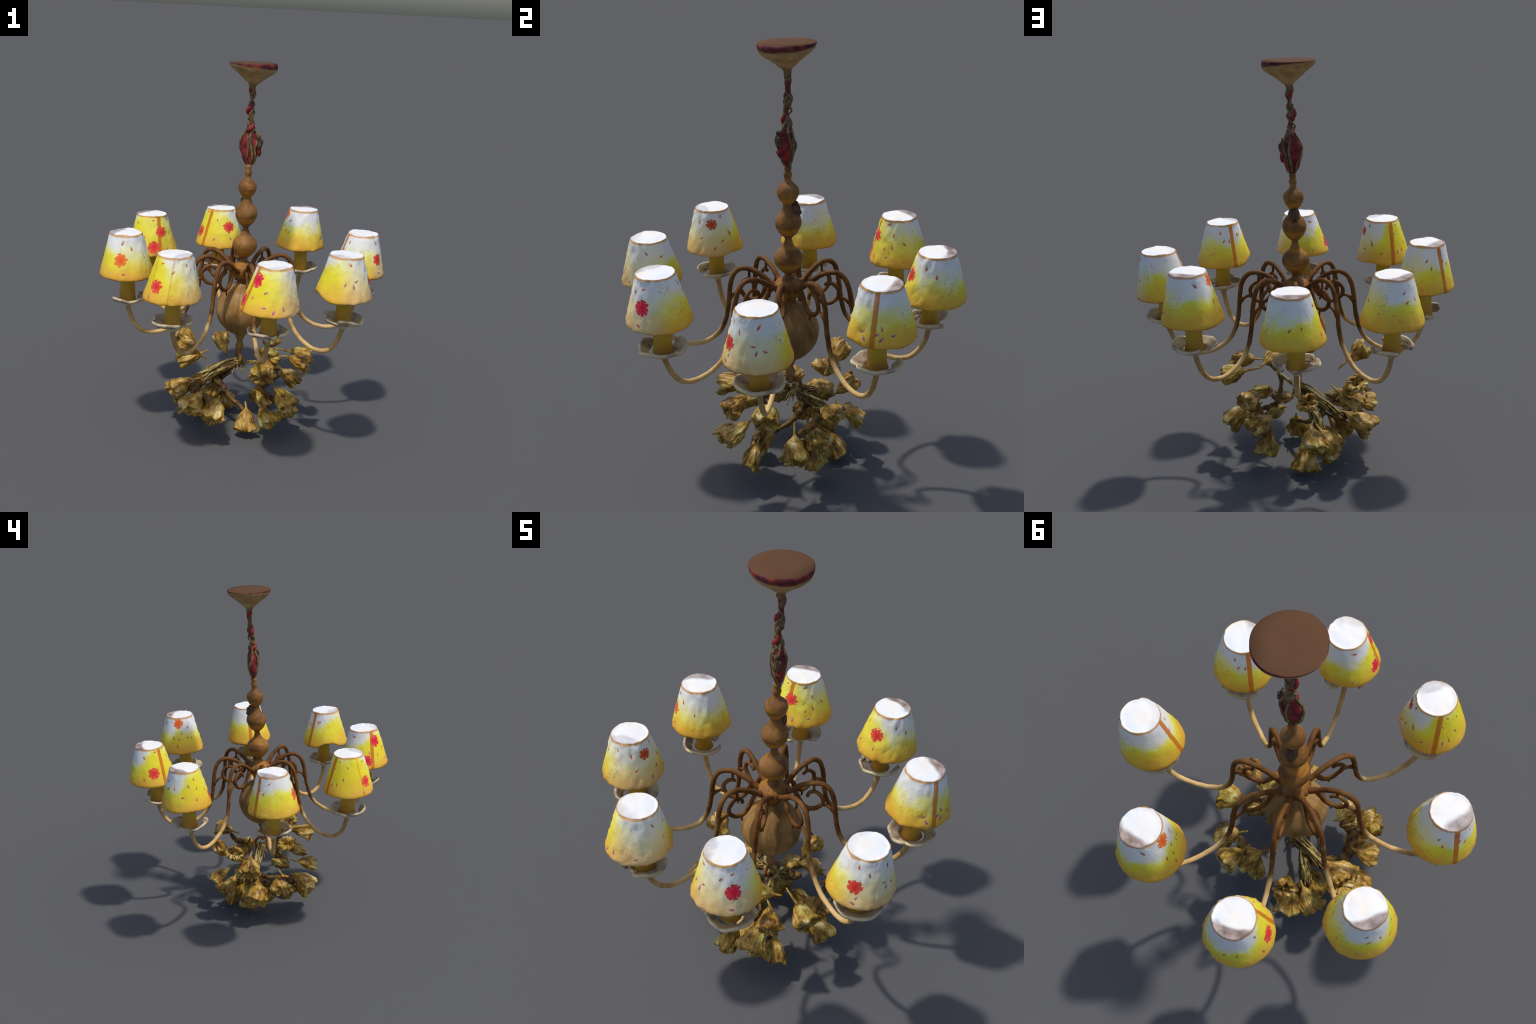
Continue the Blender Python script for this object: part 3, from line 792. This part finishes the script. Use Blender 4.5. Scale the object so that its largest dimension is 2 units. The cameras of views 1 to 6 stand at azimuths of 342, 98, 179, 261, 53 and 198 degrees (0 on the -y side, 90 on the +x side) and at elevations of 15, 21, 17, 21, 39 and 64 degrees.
for idx, (key, (lx, ly, zt)) in enumerate(LAMPS.items()):
    dx, dy = lx - AXIS.x, ly - AXIS.y
    R = sqrt(dx * dx + dy * dy)
    az = atan2(dy, dx)
    ca, sa = cos(az), sin(az)
    fx, fy, fz = FOOT[key]                  # foot of the leaning lamp
    px, py = lx + fx, ly + fy
    R = sqrt((px - AXIS.x) ** 2 + (py - AXIS.y) ** 2)
    az = atan2(py - AXIS.y, px - AXIS.x)
    ca, sa = cos(az), sin(az)
    stretch = (R - 0.28) / (0.640 - 0.28)
    dz_end = zt - 0.372 - 0.750 + fz
    def at(r, z, side=0.0):
        rr = r if r < 0.28 else 0.28 + (r - 0.28) * stretch
        rr += SLACK.get(key, 0.0) * max(0.0, sin(pi * min(1.0, max(0.0, (r - 0.272) / 0.30))))
        zz = z + (dz_end * smooth01((r - 0.30) / 0.3) if r > 0.3 else 0.0)
        return (rr * ca - side * sa, rr * sa + side * ca, zz)
    # bent arm tube
    path = [at(r, z, 0.003 * nz(r * 9, z * 9, idx, idx + 2)) for r, z in spline(ARM_PROFILE, 7)]
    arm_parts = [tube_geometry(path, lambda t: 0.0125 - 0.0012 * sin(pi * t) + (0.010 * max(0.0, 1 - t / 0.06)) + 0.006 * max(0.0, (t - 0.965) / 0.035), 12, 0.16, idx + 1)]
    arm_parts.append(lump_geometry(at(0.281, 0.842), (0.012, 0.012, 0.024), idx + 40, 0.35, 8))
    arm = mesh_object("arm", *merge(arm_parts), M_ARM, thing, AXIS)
    # ornamental scroll under the arch
    sc = spline(SCROLL, 6)
    sc = sc[:max(8, int(len(sc) * SCROLL_KEEP[key]))]
    scroll_parts = [tube_geometry([at(r, z, 0.002 * nz(r * 20, z * 20, idx, idx)) for r, z in sc], lambda t: 0.0112 - 0.0030 * t, 10, 0.26, idx + 11)]
    scroll_parts.append(tube_geometry([at(0.184, 0.975), at(0.183, 0.955), at(0.186, 0.930)], 0.0062, 8, 0.2, idx))
    scroll_parts.append(tube_geometry([at(0.166, 0.840), at(0.163, 0.820), at(0.160, 0.802)], lambda t: 0.0055 - 0.001 * t, 8, 0.2, idx))
    if BRIDGE[key]:
        scroll_parts.append(tube_geometry([at(0.215, 0.860), at(0.240, 0.866), at(0.262, 0.852), at(0.284, 0.825)], lambda t: 0.0068 + 0.002 * t, 8, 0.25, idx + 3))
    mesh_object("scroll", *merge(scroll_parts), M_ARM, arm)
    # drip pan with socket cone
    zc = zt - 0.352 + fz
    cone = lathe_geometry([(0.0, -0.034), (0.012, -0.034), (0.018, -0.026), (0.033, -0.014), (0.043, -0.004), (0.047, 0.003), (0.040, 0.006), (0.0, 0.006)], 28,
                          lambda r, z, a: (r * (1 + 0.07 * nz(cos(a) * 2, sin(a) * 2, z * 30, idx)) * cos(a), r * (1 + 0.07 * nz(cos(a) * 2, sin(a) * 2, z * 30, idx)) * sin(a), z))
    mesh_object("drip_pan", *merge([cone] + [pan_piece(a0, a1, r0, r1, idx + 0.5 + i) for i, (a0, a1, r0, r1) in enumerate(PANS[key])]), M_CUP, thing, (px, py, zc))
    # candle sleeve
    cprof = [(0.0, 0.0), (0.046, 0.0), (0.0455, 0.006), (0.042, 0.018), (0.0395, 0.032), (0.0385, 0.06), (0.0375, 0.10), (0.0365, 0.19), (0.0, 0.19)]
    mesh_object("candle_sleeve", *lathe_geometry(cprof, 32, lambda r, z, a: (r * (1 + 0.035 * nz(cos(a) * 1.6, sin(a) * 1.6, z * 14, idx + 60)) * cos(a), r * (1 + 0.035 * nz(cos(a) * 1.6, sin(a) * 1.6, z * 14, idx + 60)) * sin(a), z)), M_CANDLE, thing, (px, py, zc + 0.002))
    # shade
    (v, f), (cv, cf) = shade_surface(key, idx * 1.37 + 0.4)
    lean = lambda p: tuple(p[i] + HEM[key][i] * (1 - p[2] / SHADE_H) for i in range(3))
    v = [lean(p) for p in v]
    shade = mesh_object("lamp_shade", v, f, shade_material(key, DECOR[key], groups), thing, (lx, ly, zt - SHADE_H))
    mesh_object("shade_lining", cv, cf, lining_material(*LINING_SHADOW[key]), shade)

# ------------------------------------------------------------------ dried bouquet hanging below the belly
bouquet_parts = []
stalk_parts = []
rng = random.Random(11)
def bundle(a, b, count, spread, r, sag, seed, into=None):
    a, b = Vector(a), Vector(b)
    for i in range(count):
        p0 = a + Vector([rng.uniform(-1, 1) * spread * 0.8 for _ in range(3)])
        p3 = b + Vector([rng.uniform(-1, 1) * spread for _ in range(3)])
        p1 = p0.lerp(p3, 0.35) + Vector((rng.uniform(-1, 1), rng.uniform(-1, 1), rng.uniform(-1, 1))) * spread * 0.35 + Vector((0, 0, sag))
        p2 = p0.lerp(p3, 0.7) + Vector((rng.uniform(-1, 1), rng.uniform(-1, 1), rng.uniform(-1, 1))) * spread * 0.35 + Vector((0, 0, sag))
        rr = r * rng.uniform(0.6, 1.3)
        (bouquet_parts if into is None else into).append(tube_geometry(spline([tuple(p0), tuple(p1), tuple(p2), tuple(p3)], 6), lambda t, rr=rr: rr * (1 - 0.3 * t), 7, 0.3, seed + i))
bundle((-0.015, 0.01, 0.380), (-0.195, 0.085, 0.262), 15, 0.026, 0.0062, 0.012, 1)
bundle((-0.06, 0.035, 0.345), (-0.115, 0.165, 0.205), 8, 0.020, 0.0060, 0.006, 50)
bundle((0.02, -0.03, 0.385), (0.13, -0.17, 0.440), 5, 0.010, 0.0055, -0.005, 70)
bundle((-0.015, 0.01, 0.372), (-0.195, 0.090, 0.245), 14, 0.028, 0.0090, 0.006, 130, stalk_parts)
bundle((-0.07, 0.04, 0.325), (-0.12, 0.165, 0.195), 8, 0.022, 0.0090, 0.0, 160, stalk_parts)
def branch(points, r0, r1, seed):
    stalk_parts.append(tube_geometry(spline(points, 8), lambda t: lerp(r0, r1, t) * (1 + 0.10 * sin(t * 7 + seed)), 12, 0.5, seed))
branch([(-0.13, 0.08, 0.270), (-0.09, 0.03, 0.215), (-0.055, -0.02, 0.170), (-0.020, -0.075, 0.150), (-0.002, -0.115, 0.135)], 0.018, 0.010, 1)
branch([(0.10, -0.15, 0.440), (0.075, -0.125, 0.370), (0.085, -0.115, 0.290), (0.11, -0.115, 0.230), (0.17, -0.15, 0.190)], 0.014, 0.012, 2)
branch([(-0.19, 0.09, 0.250), (-0.25, 0.03, 0.235), (-0.27, -0.05, 0.235), (-0.26, -0.13, 0.240), (-0.20, -0.18, 0.225)], 0.030, 0.024, 3)
branch([(-0.11, 0.14, 0.215), (-0.09, 0.19, 0.190), (-0.06, 0.22, 0.200)], 0.026, 0.016, 4)
branch([(0.24, 0.06, 0.290), (0.20, 0.13, 0.330), (0.20, 0.17, 0.380)], 0.018, 0.014, 5)
branch([(0.23, 0.07, 0.250), (0.20, 0.10, 0.200), (0.16, 0.10, 0.160)], 0.018, 0.014, 6)
core = merge(stalk_parts)
for i in range(9):
    a = i * 0.7
    bouquet_parts.append(tube_geometry(spline([(-0.012, 0.01, 0.385), (-0.012 + 0.02 * cos(a), 0.01 + 0.02 * sin(a), 0.365), (-0.012 + 0.045 * cos(a), 0.01 + 0.045 * sin(a), 0.33 - 0.01 * (i % 3))], 5), lambda t: 0.0085 * (1 - 0.85 * t), 7, 0.3, i))
bouquet_parts.append(lump_geometry((-0.012, 0.012, 0.378), (0.030, 0.030, 0.020), 5, 0.5))
v, f = merge(bouquet_parts)
bouquet = mesh_object("dried_bouquet", v, f, M_STEM, thing)
bouquet["kind"] = "stuff"
mesh_object("dried_stalk", *core, M_STALK, bouquet)

# (centre, pointing direction of the flared end, length, width, thickness, stem length)
BLOSSOMS = [
    ((0.301, 0.047, 0.255), (0.75, 0.10, -0.65), 0.135, 0.125, 0.105, 0.055),
    ((-0.062, 0.278, 0.230), (0.0, 0.80, -0.60), 0.135, 0.125, 0.085, 0.030),
    ((-0.041, 0.253, 0.394), (-0.10, 0.75, 0.65), 0.130, 0.100, 0.085, 0.020),
    ((0.252, -0.215, 0.446), (0.75, -0.60, -0.25), 0.130, 0.115, 0.100, 0.030),
    ((0.311, -0.071, 0.432), (0.95, -0.15, -0.25), 0.130, 0.130, 0.105, 0.085),
    ((0.172, -0.234, 0.252), (0.40, -0.75, -0.50), 0.150, 0.145, 0.090, 0.030),
    ((0.059, -0.294, 0.185), (0.25, -0.90, -0.35), 0.130, 0.120, 0.070, 0.060),
    ((0.225, 0.198, 0.409), (0.60, 0.75, 0.10), 0.120, 0.120, 0.095, 0.040),
    ((-0.261, 0.194, 0.450), (-0.55, 0.50, 0.65), 0.145, 0.125, 0.100, 0.050),
    ((-0.208, -0.219, 0.209), (-0.50, -0.70, -0.50), 0.150, 0.140, 0.100, 0.015),
    ((0.180, 0.126, 0.248), (0.80, 0.50, -0.30), 0.140, 0.130, 0.090, 0.045),
    ((-0.311, -0.084, 0.511), (-0.75, -0.10, 0.60), 0.140, 0.115, 0.080, 0.050),
    ((0.216, -0.156, 0.160), (0.30, -0.30, -0.90), 0.135, 0.135, 0.095, 0.020),
    ((0.153, 0.111, 0.132), (0.25, 0.30, -0.92), 0.135, 0.125, 0.090, 0.020),
    ((-0.255, 0.132, 0.374), (-0.85, 0.30, -0.40), 0.150, 0.150, 0.090, 0.030),
    ((-0.145, 0.237, 0.201), (-0.60, 0.60, -0.50), 0.140, 0.120, 0.090, 0.030),
    ((-0.305, 0.090, 0.220), (-0.80, 0.25, -0.50), 0.165, 0.150, 0.110, 0.020),
    ((-0.312, -0.186, 0.250), (-0.70, -0.55, -0.45), 0.145, 0.130, 0.100, 0.015),
    ((-0.275, -0.095, 0.212), (-0.70, -0.35, -0.60), 0.120, 0.120, 0.095, 0.010),
    ((-0.345, -0.035, 0.270), (-0.90, -0.10, -0.30), 0.120, 0.120, 0.100, 0.015),
    ((-0.004, -0.145, 0.096), (-0.10, -0.40, -0.90), 0.135, 0.130, 0.085, 0.030),
    ((-0.031, 0.192, 0.083), (0.10, 0.40, -0.90), 0.140, 0.145, 0.095, 0.020),
    ((-0.144, 0.119, 0.085), (-0.40, 0.30, -0.85), 0.125, 0.110, 0.085, 0.015),
    ((0.035, -0.262, 0.428), (-0.30, -0.92, -0.20), 0.150, 0.140, 0.100, 0.025),
    ((0.115, -0.168, 0.465), (-0.60, -0.70, 0.10), 0.150, 0.130, 0.100, 0.030),
    ((0.098, -0.110, 0.195), (0.50, -0.60, -0.60), 0.115, 0.110, 0.090, 0.015),
    ((-0.130, 0.130, 0.165), (-0.40, 0.45, -0.80), 0.150, 0.140, 0.120, 0.010),
    ((-0.205, 0.030, 0.165), (-0.70, 0.10, -0.70), 0.130, 0.120, 0.100, 0.010),
]
FAN = [(0.0, 0.09), (0.05, 0.14), (0.12, 0.26), (0.24, 0.50), (0.40, 0.72), (0.60, 0.90), (0.80, 1.02), (0.92, 1.05), (0.98, 0.97), (1.0, 0.85)]
def blossom_geometry(L, W, T, stem, seed):
    """pleated, crumpled fan-shaped dried blossom; local +Z runs from stem to flared mouth"""
    seg, rows = 56, 34
    verts, faces = [], []
    pleats = 9 + int(seed * 5) % 4
    bend = 0.18 * nz(seed, 1.0, 2.0, 3.0)
    grid = []
    rs = max(4, int(stem / 0.008))
    for i in range(rs):                       # tapering stem
        t = i / rs
        grid.append((-L / 2 - stem * (1 - t), None, 0.0035 + 0.0035 * t, t))
    for i in range(rows + 1):
        t = i / rows
        grid.append((lerp(-L / 2, L / 2, t), t, None, 1.0))
    for i, (s, dz) in enumerate(((0.80, -0.03), (0.58, -0.09), (0.34, -0.13), (0.10, -0.14))):   # dished mouth
        grid.append((L / 2 + dz * L, 1.0, s, 2.0))
    for z, t, extra, kind in grid:
        for k in range(seg):
            a = 2 * pi * k / seg
            if t is None:
                sway = 0.012 * (1 - kind) * sin(seed * 3)
                verts.append((extra * cos(a) + sway, extra * sin(a) + sway * 0.6, z))
                continue
            w = sample(FAN, t)
            fold = 1 + (0.085 * t ** 1.3) * sin(pleats * a + 4.0 * nz(cos(a) * 1.5, sin(a) * 1.5, t, seed + 9)) + 0.19 * t * nz(cos(a) * 2.3, sin(a) * 2.3, t * 1.2, seed)
            fold += 0.15 * smooth01(t * 3) * nz(cos(a) * 5, sin(a) * 5, t * 4, seed + 3)
            x = W / 2 * w * fold * cos(a)
            y = T / 2 * w * fold * sin(a)
            zz = z
            if kind == 2.0:
                x, y = x * extra + (1 - extra) * W * 0.16 * nz(seed, 0.3, 0.7), y * extra + (1 - extra) * T * 0.2 * nz(seed, 1.3, 2.7)
                zz += L * 0.16 * nz(cos(a) * extra * 2.2, sin(a) * extra * 2.2, 6.0, seed)
            edge = smooth01((t - 0.7) / 0.3)
            zz += edge * L * (0.12 * nz(cos(a) * 1.8, sin(a) * 1.8, 4.0, seed + 1) + 0.06 * nz(cos(a) * 6, sin(a) * 6, 4.0, seed + 2))
            zz -= edge * L * 0.12 * cos(a) ** 2 * (W > T) * 0.6
            d = 0.012 * smooth01(t * 2.5)
            x += d * nz(x * 22, y * 22, zz * 22, seed + 5) + bend * (t - 0.4) ** 2 * W
            y += d * nz(x * 22, y * 22, zz * 22, seed + 6)
            zz += d * 0.7 * nz(x * 22, y * 22, zz * 22, seed + 7)
            verts.append((x, y, zz))
    n = len(grid)
    for i in range(n - 1):
        for k in range(seg):
            m = (k + 1) % seg
            faces.append((i * seg + k, i * seg + m, (i + 1) * seg + m, (i + 1) * seg + k))
    faces.append(tuple(range(seg - 1, -1, -1)))
    faces.append(tuple((n - 1) * seg + k for k in range(seg)))
    return verts, faces

for i, (c, d, L, W, T, stem) in enumerate(BLOSSOMS):
    v, f = blossom_geometry(L, W * 0.96, T * (0.86 + 0.28 * nz(i * 0.77, 5.0, 2.0)), stem, 1.0 + i * 1.618)
    ob = mesh_object("dried_blossom", v, f, M_BLOSSOM, bouquet, c)
    zax = Vector(d).normalized()
    side = Vector((0, 0, 1)).cross(zax)
    side = side.normalized() if side.length > 0.2 else Vector((1, 0, 0))
    yax = zax.cross(side)
    roll = 0.5 * nz(i * 1.7, 3.0, 1.0)
    side, yax = side * cos(roll) + yax * sin(roll), yax * cos(roll) - side * sin(roll)
    ob.rotation_euler = Matrix((side, yax, zax)).transposed().to_euler()

# rest the lowest petal on z = 0
bpy.context.view_layer.update()
low = min((o.matrix_world @ v.co).z for o in bpy.data.objects if o.type == "MESH" and o.name.startswith("dried_blossom") for v in o.data.vertices)
for o in bpy.data.objects:
    if o.type == "MESH" and o.name.startswith("dried_blossom"):
        for v in o.data.vertices:
            p = o.matrix_world @ v.co
            if p.z < 0.0:
                p.z = 0.0
                v.co = o.matrix_world.inverted() @ p
